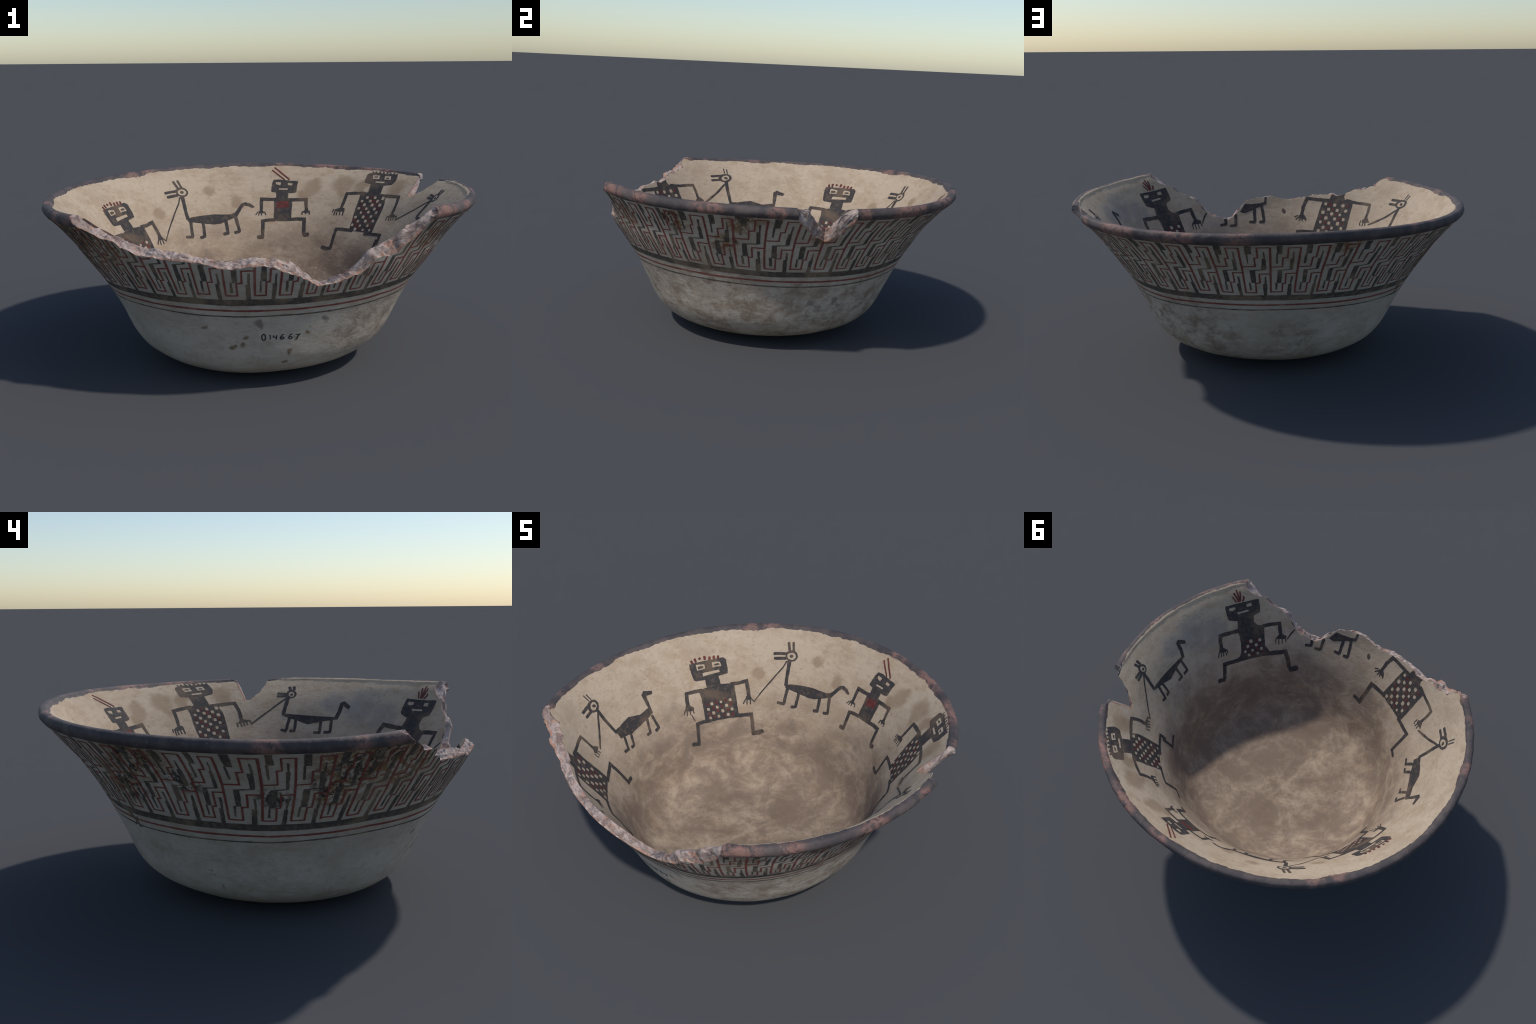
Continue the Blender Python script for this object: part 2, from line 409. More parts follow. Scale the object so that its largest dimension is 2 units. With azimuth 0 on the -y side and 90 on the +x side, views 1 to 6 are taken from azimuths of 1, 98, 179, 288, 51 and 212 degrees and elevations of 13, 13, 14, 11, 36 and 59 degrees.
# rim rows / broken face
S_L = np.concatenate([[0], np.cumsum(np.linalg.norm(np.diff(LIPC, axis=0), axis=1))])
for k in range(NR):
    c = (k + 1) / (NR + 1)
    # intact: round the lip and come down inside to the paint border
    in_len = s_of_h(LIP_IN, 'in') - s_of_h(RIM_IN_WISH, 'in')
    total = S_L[-1] + in_len
    s = c * total
    on_lip = s <= S_L[-1]
    L = interp_rows(np.minimum(s, S_L[-1]), S_L, LIPC)
    h_in = h_of_s(s_of_h(LIP_IN, 'in') - np.maximum(s - S_L[-1], 0), 'in')
    r_in, _ = wall_rh(h_in, 'in')
    w = np.clip((s - S_L[-1]) / np.maximum(in_len, 1e-6), 0, 1)
    r_full = np.where(on_lip, L[:, 0], r_in)
    h_full = np.where(on_lip, L[:, 1], h_in)
    r_full = r_full + .0016 * noise2(DEG * .35, c * 3, 81) + .0008 * noise2(DEG * 1.2, c * 4, 82)
    # broken: straight across the wall, roughened
    rough = math.sin(math.pi * c) ** .6
    bulge = .008 * np.clip(1 - np.abs((DEG + 52) / 9.0), 0, 1) ** .5 + .005 * np.clip(1 - np.abs((DEG - 29) / 3.0), 0, 1)
    rn = fbm(DEG * .42 + 1.5 * c, c * 2.2 + 3, 91, 4)
    lean = (1.9 * math.sin(math.pi * c) * np.interp(DEG, [-66, -61, -42, -38], [0, 1, 1, 0]) + (.5 + 1.1 * math.sin(math.pi * c)) * np.interp(DEG, [25, 27, 32, 34], [0, 1, 1, 0])
            + .9 * np.interp(DEG, [-140, -139, -126, -122], [0, 1, 1, 0]))
    C_O, C_I = cut_out(DEG + lean), cut_in(DEG + lean)
    ho, hi = np.minimum(C_O, .80), np.minimum(C_I, .80)
    ro, ho2 = wall_point(TH, ho, 'out'); ri, hi2 = wall_point(TH, hi, 'in')
    h_cut = ho2 * (1 - c) + hi2 * c + rough * (.010 * rn + .003 + bulge)
    r_cut = ro * (1 - c) + ri * c + rough * .006 * fbm(DEG * .55, c * 3, 95, 3)
    cut = (h_full > h_cut) & ((C_O < .82) | (C_I < .82))
    co[NO + k] = place(TH, np.where(cut, r_cut, r_full), np.where(cut, h_cut, h_full))
    clipped[NO + k] = cut
# inner wall rows
s_top = s_of_h(RIM_IN, 'in')
for i in range(NI):
    v = u[NI - 1 - i]
    h = h_of_s(v * s_top, 'in')
    r, nn = wall_rh(h, 'in')
    if i == NI - 1:
        r = r * 0
    d = lump(TH, h, 'in') * min(1, (NI - 1 - i) / 6)
    co[NO + NR + i] = place(TH, r + d * nn[:, 0], h + d * nn[:, 1])
    if i == 0:
        clipped[NO + NR] = C_IN < RIM_IN_WISH

NROW = NO + NR + NI
idx = np.arange(NROW * NC).reshape(NROW, NC)
a = idx[:-1]; b_ = np.roll(idx, -1, 1)[:-1]; c_ = np.roll(idx, -1, 1)[1:]; d_ = idx[1:]
quads = np.stack([a, b_, c_, d_], -1)                       # (NROW-1, NC, 4)
V = co.reshape(-1, 3)
flat = quads.reshape(-1, 4)
# smooth vertex normals of the whole body, shared by the parts so that no seam shows
fn = np.cross(V[flat[:, 2]] - V[flat[:, 0]], V[flat[:, 3]] - V[flat[:, 1]])
VN = np.zeros_like(V)
for k in range(4):
    np.add.at(VN, flat[:, k], fn)
VN /= np.maximum(np.linalg.norm(VN, axis=1), 1e-12)[:, None]
ncl = clipped.reshape(-1)[quads].sum(-1)
row = np.arange(NROW - 1)[:, None] * np.ones((1, NC), int)
zone = np.full((NROW - 1, NC), 0)
zone[row >= NO - 1] = 1
zone[row >= NO + NR] = 2
bare_in = np.interp(DEG, [-180, -150, -50, -40, 6, 14, 20, 180], [0, 0, 0, 7, 7, 3, 0, 0]) + 1.2 * noise2(DEG * .3, 4, 44)
zone[(zone == 1) & (row - NO + 1 >= NR - bare_in[None, :])] = 2
zone[((zone == 1) | ((zone == 2) & (row < NO + NR))) & (ncl >= 2)] = 3
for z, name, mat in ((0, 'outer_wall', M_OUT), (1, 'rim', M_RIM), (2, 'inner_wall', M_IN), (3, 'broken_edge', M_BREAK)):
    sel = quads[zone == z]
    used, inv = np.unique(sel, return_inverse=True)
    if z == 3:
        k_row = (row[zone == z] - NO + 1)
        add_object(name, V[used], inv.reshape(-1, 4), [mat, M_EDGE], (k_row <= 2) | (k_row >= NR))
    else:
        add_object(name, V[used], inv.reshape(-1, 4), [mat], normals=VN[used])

# ------------------------------------------------------------------ painting: thin layers of paint lying on the wall
class Paint:
    """Collects marks drawn in (theta [rad], h [m]) on one side of the wall and turns them into one mesh."""
    def __init__(self, side, lift=.0009):
        self.side, self.v, self.f, self.m, self.lift, self.layer = side, [], [], [], lift, 0
        self.n = 0

    def to_metric(self, pts, r0):
        p = np.asarray(pts, float)
        return np.stack([p[:, 0] * r0, s_of_h(p[:, 1], self.side)], 1)

    def emit(self, xy, faces, r0, mat, level=None):
        if level is None:
            level = 0 if mat == BLACK else 1
        th = xy[:, 0] / r0
        h = h_of_s(xy[:, 1], self.side)
        deg = np.degrees(th)
        lim = cut_out(deg) if self.side == 'out' else cut_in(deg)
        lim = np.minimum(lim - .001, .7465 if self.side == 'out' else .784)
        h = np.minimum(h, lim)
        r, nn = wall_rh(h, self.side)
        d = lump(th, h, self.side) + self.lift + level * .0005 + self.layer * .000004
        self.v.append(place(th, r + d * nn[:, 0], h + d * nn[:, 1]))
        A = th * r; B = s_of_h(h, self.side)                    # drop faces squashed onto the broken edge
        for f in faces:
            area = 0.
            for i in range(len(f)):
                j = (i + 1) % len(f)
                area += A[f[i]] * B[f[j]] - A[f[j]] * B[f[i]]
            if abs(area) > 2e-7:
                ff = f if (area < 0) == (self.side == 'in') else f[::-1]
                self.f.append([self.n + q for q in ff]); self.m.append(mat)
        self.n += len(xy)
        self.layer += 1

    def line(self, pts, width, mat, wobble=.12, ends=True, r0=None):
        p = np.asarray(pts, float)
        if r0 is None:
            r0 = float(wall_rh(p[:, 1].mean(keepdims=True), self.side)[0][0])
        q = self.to_metric(p, r0)
        # resample
        seg = np.linalg.norm(np.diff(q, axis=0), axis=1)
        P, D = [], []
        for i in range(len(seg)):
            n = max(1, int(math.ceil(seg[i] / .007)))
            for k in range(n + (1 if i == len(seg) - 1 else 0)):
                P.append(q[i] + (q[i + 1] - q[i]) * k / n)
        P = np.array(P)
        if len(P) < 2:
            return
        if ends:
            d0 = P[0] - P[1]; d0 /= max(np.linalg.norm(d0), 1e-9)
            d1 = P[-1] - P[-2]; d1 /= max(np.linalg.norm(d1), 1e-9)
            e = width * .5
            P = np.vstack([P[0] + d0 * e * .55, P[0] + d0 * e * .3, P, P[-1] + d1 * e * .3, P[-1] + d1 * e * .55])
        t = np.diff(P, axis=0); t /= np.maximum(np.linalg.norm(t, axis=1), 1e-9)[:, None]
        tin, tout = np.vstack([t[:1], t]), np.vstack([t, t[-1:]])
        nin, nout = np.stack([-tin[:, 1], tin[:, 0]], 1), np.stack([-tout[:, 1], tout[:, 0]], 1)
        m = nin + nout
        m /= np.maximum(np.linalg.norm(m, axis=1), .3)[:, None]
        cosv = np.maximum((m * nin).sum(1), .55)
        acc = np.concatenate([[0], np.cumsum(np.linalg.norm(np.diff(P, axis=0), axis=1))])
        sd = int(rng.integers(1 << 20))
        w1 = width / 2 * (1 + wobble * fbm(acc / .022, 0, sd, 2)); w2 = width / 2 * (1 + wobble * fbm(acc / .022, 9, sd + 5, 2))
        if ends:
            for w in (w1, w2):
                w[0] *= .45; w[-1] *= .45; w[1] *= .85; w[-2] *= .85
        Lf = P + m * (w1 / cosv)[:, None]; Rt = P - m * (w2 / cosv)[:, None]
        n = len(P)
        self.emit(np.vstack([Lf, Rt]), [[i, i + 1, n + i + 1, n + i] for i in range(n - 1)], r0, mat)

    def fill(self, pts, mat, wobble=.0012, r0=None, grid=.010, level=None):
        p = np.asarray(pts, float)
        if r0 is None:
            r0 = float(wall_rh(p[:, 1].mean(keepdims=True), self.side)[0][0])
        q = self.to_metric(p, r0)
        B = []
        sd = int(rng.integers(1 << 20))
        for i in range(len(q)):
            a, b = q[i], q[(i + 1) % len(q)]
            n = max(1, int(math.ceil(np.linalg.norm(b - a) / .007)))
            for k in range(n):
                B.append(a + (b - a) * k / n)
        B = np.array(B)
        B = B + wobble * np.stack([noise2(B[:, 0] / .012, B[:, 1] / .012, sd), noise2(B[:, 0] / .012, B[:, 1] / .012, sd + 1)], 1)
        lo, hi = B.min(0), B.max(0)
        G = [(x, y) for x in np.arange(lo[0] + grid / 2, hi[0], grid) for y in np.arange(lo[1] + grid / 2, hi[1], grid)]
        nb = len(B)
        pts2 = [Vector(v) for v in B] + [Vector(g) for g in G]
        vo, _, fo, *_ = delaunay_2d_cdt(pts2, [], [list(range(nb))], 1, 1e-7)
        if fo:
            self.emit(np.array([(v.x, v.y) for v in vo]), [list(f) for f in fo], r0, mat, level)

    def build(self, name, mats, parent=None):
        if self.f:
            return add_object(name, np.vstack(self.v), self.f, mats, self.m, parent=parent)

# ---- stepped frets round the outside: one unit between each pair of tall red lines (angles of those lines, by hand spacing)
TALL = np.array([-136.8, -129.4, -121.6, -114.4, -107.5, -98.9, -90.1, -82.7, -74.5, -68.1, -60.6, -52.7, -45.1, -37.9, -30.8, -24.2, -17.7,
                 -9.1, -1.2, 7.9, 16.5, 24.9, 33.0, 41.1, 49.3, 58.2, 66.3, 74.2, 82.0, 90.2, 98.1, 105.8, 113.9, 123.2, 130.5, 138.2, 145.8,
                 153.4, 161.5, 169.2, 177.3, 184.1, 192.9, 200.3, 208.0, 215.1, 223.2])
BAND = np.array([(-180, 0.4435), (-165.1, 0.439), (-135.1, 0.4535), (-96.9, 0.4417), (-74.8, 0.4464), (-44.6, 0.4722), (-17.6, 0.472), (10.3, 0.4586), (45.1, 0.4584), (70.0, 0.4707), (89.8, 0.4719), (119.7, 0.4592), (149.8, 0.4476), (180, 0.4435)])
def band_top(deg):
    return np.interp((np.asarray(deg) + 180) % 360 - 180, BAND[:, 0], BAND[:, 1])

def fret_unit(k):
    a, b = TALL[k], TALL[k + 1]
    P = Paint('out')
    def at(f, g):
        deg = a + (b - a) * f
        low = float(band_top(deg))
        return (math.radians(deg), low + (.750 - low) * g)
    J = lambda s=.012: rng.normal(0, s)
    def path(*fg):
        return [at(f, g) for f, g in fg]
    def bar(f0, f1, g0, g1, mat=BLACK):
        j = [J() for _ in range(4)]
        P.fill([at(f0 + j[0], g0), at(f1 + j[1], g0), at(f1 + j[2], g1), at(f0 + j[3], g1)], mat)
    s1, s2, s3, s4 = .60 + J(.02), .46 + J(.02), .58 + J(.02), .44 + J(.02)
    g1, g2, g3, g4 = .568 + J(.008), .748 + J(.008), .441 + J(.008), .25 + J(.008)
    top, bot = .946 + J(.006), .062 + J(.006)
    # black: bar hanging from the rim, the zigzag in the middle, the bar standing on the band
    bar(.20, .40, g2 + .075, 1.0); bar(.19, .26, g1 + .07, g2 + .08)
    bar(.765, .825, g2 - .02, .865); bar(.70, .83, .515, g2 - .015)
    P.line(path((.80, .508), (.52, .500), (.27, .492)), .0055, BLACK)
    bar(.25, .43, g4 + .005, .487); bar(.19, .26, .105, g4 + .01)
    bar(.765, .84, g4 - .03, .375); bar(.70, .85, -.02, g4 - .025)
    # red: stepped hooks tied to the tall lines
    rw = .0062 + abs(J(.0006))
    P.line(path((0, g1), (s2, g1 + .005), (s2, g2), (s1, g2 + .005), (s1, top), (1, top)), rw, RED)
    P.line(path((1, g3), (s3, g3 - .004), (s3, g4), (s4, g4 - .004), (s4, bot), (0, bot)), rw, RED)
    P.line(path((1, top), (1, .5), (1, bot)), rw * 1.3, RED)
    return P.build('fret_motif', [M_BLACK_OUT, M_RED_OUT, M_OUT], frieze)

frieze = bpy.data.objects.new('fret_frieze', None)
bpy.context.scene.collection.objects.link(frieze); frieze.parent = bowl
for k in range(len(TALL) - 1):
    fret_unit(k)

def ring(name, drop, width, mat, wob):
    P = Paint('out', .0006)
    n = 720
    d = np.linspace(-180, 180, n + 1)
    mid = band_top(d) - drop + .0012 * noise2(d * .08, drop * 99, 7)
    w = width * (1 + wob * fbm(d * .35, drop * 77, 17, 3))
    r0 = .75
    rows = 4
    xy = []
    for j in range(rows + 1):
        h = mid + w * (.5 - j / rows)
        xy.append(np.stack([np.radians(d) * r0, s_of_h(h, 'out')], 1))
    faces = [[j * (n + 1) + i, j * (n + 1) + i + 1, (j + 1) * (n + 1) + i + 1, (j + 1) * (n + 1) + i] for j in range(rows) for i in range(n)]
    P.emit(np.vstack(xy), faces, r0, 0, 0)
    P.build(name, [mat])
ring('wide_black_band', .0145, .029, M_BLACK_OUT, .06)
ring('red_band', .0540, .0085, M_RED_OUT, .18)
ring('thin_black_band', .0815, .0058, M_BLACK_OUT, .28)
knot = Paint('out', .0012)
for (d0, o0), (d1, o1) in (((146.5, .035), (150.5, .09)), ((151, .04), (147, .088)), ((148, .03), (149.5, .092))):
    knot.line([(math.radians(d0), float(band_top(d0)) - o0), (math.radians((d0 + d1) / 2 + .4), float(band_top(d0)) - (o0 + o1) / 2), (math.radians(d1), float(band_top(d1)) - o1)], .006, 0)
knot.build('brush_smear', [M_BLACK_OUT])

# ---- handwritten inventory number on the belly
DIGITS = {'0': [[(.5, 0), (.28, .08), (.16, .3), (.14, .6), (.22, .85), (.48, 1), (.72, .88), (.82, .6), (.8, .3), (.68, .08), (.5, 0)]],
          '1': [[(.35, .8), (.55, .85), (.5, .1)]],
          '4': [[(.15, .85), (.2, .5), (.8, .45)], [(.8, .85), (.75, .05)]],
          '6': [[(.75, .95), (.45, .78), (.27, .5), (.2, .22), (.32, .04), (.55, 0), (.76, .1), (.78, .3), (.62, .42), (.4, .4), (.27, .3)]],
          '7': [[(.1, .85), (.9, .9), (.55, .5), (.4, 0)]]}
num = Paint('out')
for ch, d0, h0, wd, ht in (('0', -88.5, .246, 1.9, .031), ('1', -86.1, .249, 1.7, .024), ('4', -84.4, .249, 1.9, .024), ('6', -81.9, .250, 2.2, .025),
                           ('6', -78.8, .249, 2.2, .026), ('7', -76.0, .247, 2.0, .026)):
    for st in DIGITS[ch]:
        num.line([(math.radians(d0 + wd * x), h0 + ht * y) for x, y in st], .0048, 0, .2)
num.build('inventory_number', [M_INK])

# ---- figures round the inside: people with checked tunics leading llamas
# marks: ('fill', colour, part, outline) or ('line', colour, width in mm, path); coordinates in mm,
# x along the wall (at 0.8 m radius) from the figure's angle, y = height above the figure's base
FIGURES = []
FIGURES.append(dict(kind='painted_person', theta=152.4, base=0.263, marks=[
    ('fill', BLACK, 'head', [(139, 392), (94, 395), (44, 396), (-5, 397), (-50, 400), (-66, 387), (-67, 369), (-72, 347), (-69, 322), (-14, 312), (67, 305), (117, 306), (129, 311), (135, 341), (139, 367)]),
    ('fill', SLIP, 'eye', [(102, 384), (57, 381), (53, 359), (101, 355)]),
    ('fill', BLACK, 'pupil', [(95, 374), (73, 375), (62, 368), (66, 363), (94, 362)]),
    ('fill', SLIP, 'eye', [(13, 383), (-31, 382), (-37, 360), (12, 359)]),
    ('fill', BLACK, 'pupil', [(2, 374), (-21, 376), (-29, 368), (0, 365)]),
    ('fill', SLIP, 'mouth', [(73, 340), (-22, 343), (-25, 332), (74, 323)]),
    ('fill', BLACK, 'neck', [(67, 306), (-14, 313), (-21, 273), (66, 268)]),
    ('fill', BLACK, 'torso', [(108, 262), (66, 268), (-21, 273), (-94, 270), (-100, 257), (-103, 201), (-104, 152), (-107, 114), (-105, 99), (92, 96), (130, 106), (121, 167), (116, 228), (120, 252)]),
    ('line', BLACK, 17, [(-82, 268), (-129, 270), (-175, 278), (-179, 247), (-184, 206)]),
    ('fill', BLACK, 'hand', [(-165, 204), (-190, 209), (-205, 190), (-184, 184), (-159, 186)]),
    ('line', BLACK, 6, [(-164, 191), (-144, 166)]),
    ('line', BLACK, 6, [(-172, 187), (-168, 162)]),
    ('line', BLACK, 6, [(-192, 187), (-191, 163)]),
    ('line', BLACK, 6, [(-201, 187), (-219, 174)]),
    ('line', BLACK, 17, [(101, 258), (141, 259), (197, 259), (209, 229), (217, 194)]),
    ('fill', BLACK, 'hand', [(231, 201), (204, 202), (180, 186), (185, 174), (209, 172), (246, 180)]),
    ('line', BLACK, 6, [(242, 184), (260, 165)]),
    ('line', BLACK, 6, [(230, 178), (241, 155)]),
    ('line', BLACK, 6, [(211, 176), (217, 154)]),
    ('line', BLACK, 6, [(192, 175), (190, 158)]),
    ('line', BLACK, 5, [(209, 152), (200, 118)]),
    ('line', BLACK, 16, [(94, 103), (169, 103), (189, 101), (202, 62), (218, 9)]),
    ('line', BLACK, 18, [(217, 0), (267, 7)]),
    ('line', BLACK, 17, [(-97, 107), (-151, 109), (-193, 111), (-196, 66), (-198, 10)]),
    ('line', BLACK, 20, [(-195, 10), (-234, 15), (-268, 25)]),
    ('line', RED, 11, [(124, 406), (119, 395)]),
    ('line', RED, 11, [(103, 412), (99, 398)]),
    ('line', RED, 11, [(78, 412), (75, 407)]),
    ('line', RED, 11, [(49, 415), (49, 402)]),
    ('line', RED, 11, [(23, 409), (24, 399)]),
    ('line', RED, 11, [(-1, 410), (-1, 399)]),
    ('line', RED, 11, [(-24, 408), (-23, 399)]),
], red_cells=[(88, 185), (28, 187), (-34, 192), (55, 161), (-2, 165), (-63, 170), (87, 135), (31, 145), (-40, 143), (61, 117), (-8, 118), (-66, 117)], slip_cells=[(60, 184), (-1, 186), (-62, 191), (90, 160), (30, 163), (-33, 165), (-66, 144), (61, 137), (-2, 140), (-35, 118), (90, 115), (31, 116)], cell=8.5))
FIGURES.append(dict(kind='painted_llama', theta=114.6, base=0.428, marks=[
    ('line', BLACK, 11, [(133, 298), (120, 262)]),
    ('line', BLACK, 11, [(109, 300), (98, 264)]),
    ('line', BLACK, 13, [(201, 245), (135, 249)]),
    ('line', BLACK, 13, [(195, 224), (134, 228)]),
    ('fill', BLACK, 'disc', [(69, 244), (69, 232), (77, 222), (92, 216), (109, 216), (124, 222), (135, 232), (138, 244), (133, 256), (121, 264), (106, 267), (90, 264), (76, 256)]),
    ('fill', SLIP, 'disc', [(80, 242), (80, 234), (86, 228), (96, 224), (108, 224), (119, 227), (126, 234), (128, 241), (124, 248), (116, 253), (105, 255), (94, 254), (85, 249)]),
    ('fill', BLACK, 'disc', [(92, 240), (93, 237), (96, 234), (100, 232), (106, 232), (111, 234), (114, 237), (115, 240), (113, 243), (109, 246), (104, 247), (99, 246), (95, 244)]),
    ('line', BLACK, 17, [(109, 217), (110, 175), (111, 139), (111, 102)]),
    ('line', BLACK, 7, [(125, 215), (141, 185), (211, 109), (256, 66), (307, 15)]),
    ('fill', BLACK, 'body', [(117, 104), (80, 110), (19, 112), (-65, 113), (-132, 108), (-163, 109), (-187, 116), (-214, 145), (-231, 163), (-254, 169), (-282, 161), (-307, 144), (-303, 139), (-288, 139), (-271, 148), (-247, 151), (-231, 137), (-210, 106), (-198, 94), (-140, 77), (-90, 63), (-46, 62), (9, 69), (44, 75), (87, 83), (113, 89)]),
    ('line', BLACK, 14, [(98, 88), (107, 43), (113, 10)]),
    ('line', BLACK, 14, [(22, 78), (25, 43), (29, 8)]),
    ('line', BLACK, 14, [(-124, 76), (-127, 45), (-129, 12)]),
    ('line', BLACK, 14, [(-187, 96), (-195, 64), (-206, 18)]),
    ('line', BLACK, 14, [(113, 9), (155, 13)]),
    ('line', BLACK, 14, [(28, 6), (59, 0)]),
    ('line', BLACK, 14, [(-132, 12), (-102, 7)]),
    ('line', BLACK, 14, [(-206, 18), (-176, 12)]),
], red_cells=[], slip_cells=[], cell=0))
FIGURES.append(dict(kind='painted_person', theta=79.7, base=0.414, marks=[
    ('fill', BLACK, 'head', [(76, 298), (38, 299), (-7, 295), (-57, 293), (-55, 270), (-56, 238), (-47, 233), (-12, 230), (60, 232), (82, 235), (85, 240), (83, 279)]),
    ('fill', SLIP, 'eye', [(65, 285), (33, 284), (37, 270), (50, 272), (60, 274)]),
    ('fill', SLIP, 'eye', [(-2, 281), (-29, 280), (-27, 270), (-4, 270)]),
    ('fill', SLIP, 'mouth', [(44, 253), (-5, 254), (-6, 247), (43, 247)]),
    ('fill', BLACK, 'neck', [(59, 233), (-12, 232), (-13, 205), (55, 205)]),
    ('fill', BLACK, 'torso', [(69, 205), (-35, 204), (-41, 176), (-43, 130), (-47, 102), (-48, 85), (62, 82), (62, 127), (65, 173)]),
    ('fill', RED, 'chest', [(51, 185), (-18, 191), (-25, 157), (48, 149)]),
    ('line', BLACK, 15, [(58, 197), (102, 196), (139, 199), (140, 166), (140, 136)]),
    ('fill', BLACK, 'hand', [(157, 133), (142, 138), (114, 131), (118, 125), (153, 123)]),
    ('line', BLACK, 6, [(161, 130), (173, 115)]),
    ('line', BLACK, 6, [(153, 126), (156, 113)]),
    ('line', BLACK, 6, [(139, 125), (138, 113)]),
    ('line', BLACK, 6, [(118, 130), (112, 116)]),
    ('line', BLACK, 15, [(-31, 196), (-79, 198), (-118, 201), (-124, 170), (-131, 147)]),
    ('fill', BLACK, 'hand', [(-111, 139), (-130, 149), (-156, 142), (-154, 133), (-119, 131)]),
    ('line', BLACK, 7, [(-110, 138), (-109, 123)]),
    ('line', BLACK, 6, [(-129, 137), (-132, 126)]),
    ('line', BLACK, 7, [(-151, 138), (-154, 125)]),
    ('line', BLACK, 16, [(57, 89), (101, 88), (130, 83), (129, 43), (129, 3)]),
    ('line', BLACK, 18, [(127, 0), (159, 0)]),
    ('line', BLACK, 16, [(-39, 93), (-86, 97), (-130, 99), (-135, 61), (-145, 21)]),
    ('line', BLACK, 18, [(-148, 18), (-173, 22)]),
    ('line', RED, 8, [(74, 359), (35, 330), (-8, 300)]),
    ('line', RED, 7, [(86, 346), (54, 323), (18, 299)]),
], red_cells=[], slip_cells=[], cell=0))
FIGURES.append(dict(kind='painted_person', theta=41.3, base=0.373, marks=[
    ('fill', BLACK, 'head', [(115, 398), (89, 404), (41, 402), (-7, 404), (-43, 406), (-53, 391), (-59, 372), (-50, 354), (-8, 345), (68, 345), (116, 349), (120, 362), (123, 387)]),
    ('fill', SLIP, 'eye', [(88, 389), (50, 392), (44, 374), (82, 372)]),
    ('fill', BLACK, 'pupil', [(78, 385), (57, 387), (56, 380), (73, 379)]),
    ('fill', SLIP, 'eye', [(20, 390), (-14, 393), (-24, 376), (14, 374)]),
    ('fill', BLACK, 'pupil', [(10, 385), (-10, 386), (-12, 380), (8, 380)]),
    ('fill', SLIP, 'mouth', [(55, 360), (3, 364), (1, 356), (52, 353)]),
    ('fill', BLACK, 'neck', [(74, 345), (-4, 344), (-14, 301), (67, 299)]),
    ('fill', BLACK, 'torso', [(111, 298), (65, 302), (-11, 302), (-55, 302), (-74, 253), (-80, 202), (-81, 163), (-89, 110), (89, 106), (94, 155), (105, 213), (103, 269)]),
    ('line', BLACK, 15, [(86, 297), (147, 291), (190, 286), (190, 251), (195, 214)]),
    ('fill', BLACK, 'hand', [(218, 206), (194, 216), (173, 210), (168, 194), (205, 192), (236, 198)]),
    ('line', BLACK, 6, [(239, 201), (241, 186)]),
    ('line', BLACK, 6, [(226, 195), (227, 172)]),
    ('line', BLACK, 6, [(213, 191), (211, 173)]),
    ('line', BLACK, 6, [(194, 191), (191, 175)]),
    ('line', BLACK, 6, [(174, 193), (171, 174)]),
    ('line', BLACK, 15, [(-24, 295), (-85, 299), (-145, 303), (-158, 267), (-164, 226)]),
    ('fill', BLACK, 'hand', [(-150, 214), (-164, 226), (-202, 216), (-198, 209), (-142, 202)]),
    ('line', BLACK, 6, [(-138, 206), (-142, 186)]),
    ('line', BLACK, 6, [(-157, 204), (-164, 187)]),
    ('line', BLACK, 6, [(-173, 205), (-180, 190)]),
    ('line', BLACK, 6, [(-190, 211), (-195, 195)]),
    ('line', BLACK, 14, [(65, 106), (123, 106), (180, 103), (182, 73), (183, 7)]),
    ('line', BLACK, 15, [(182, 5), (215, 0), (248, 6)]),
    ('line', BLACK, 14, [(-35, 102), (-103, 108), (-165, 112), (-171, 92), (-171, 69)]),
    ('line', BLACK, 13, [(-154, 86), (-167, 1), (-248, 15)]),
    ('line', BLACK, 7, [(102, 407), (93, 399)]),
    ('line', BLACK, 7, [(85, 408), (76, 401)]),
    ('line', BLACK, 7, [(65, 410), (56, 403)]),
    ('line', BLACK, 7, [(43, 410), (36, 403)]),
    ('line', BLACK, 7, [(24, 412), (16, 403)]),
    ('line', BLACK, 7, [(3, 411), (-3, 403)]),
    ('line', BLACK, 7, [(-19, 410), (-22, 403)]),
    ('line', BLACK, 7, [(-39, 408), (-41, 402)]),
], red_cells=[(33, 281), (7, 264), (-19, 248), (-46, 233), (80, 236), (56, 222), (32, 203), (6, 183), (-23, 166), (-56, 145), (77, 157), (53, 137), (24, 120)], slip_cells=[(80, 257), (56, 277), (7, 281), (-45, 283), (56, 240), (28, 262), (-19, 266), (83, 219), (33, 222), (5, 244), (-46, 250), (58, 200), (9, 207), (-22, 227), (-46, 212), (81, 174), (29, 180), (-23, 188), (53, 156), (1, 162), (-53, 169), (80, 134), (25, 136), (-30, 142), (49, 116), (-10, 118), (-61, 123)], cell=8))
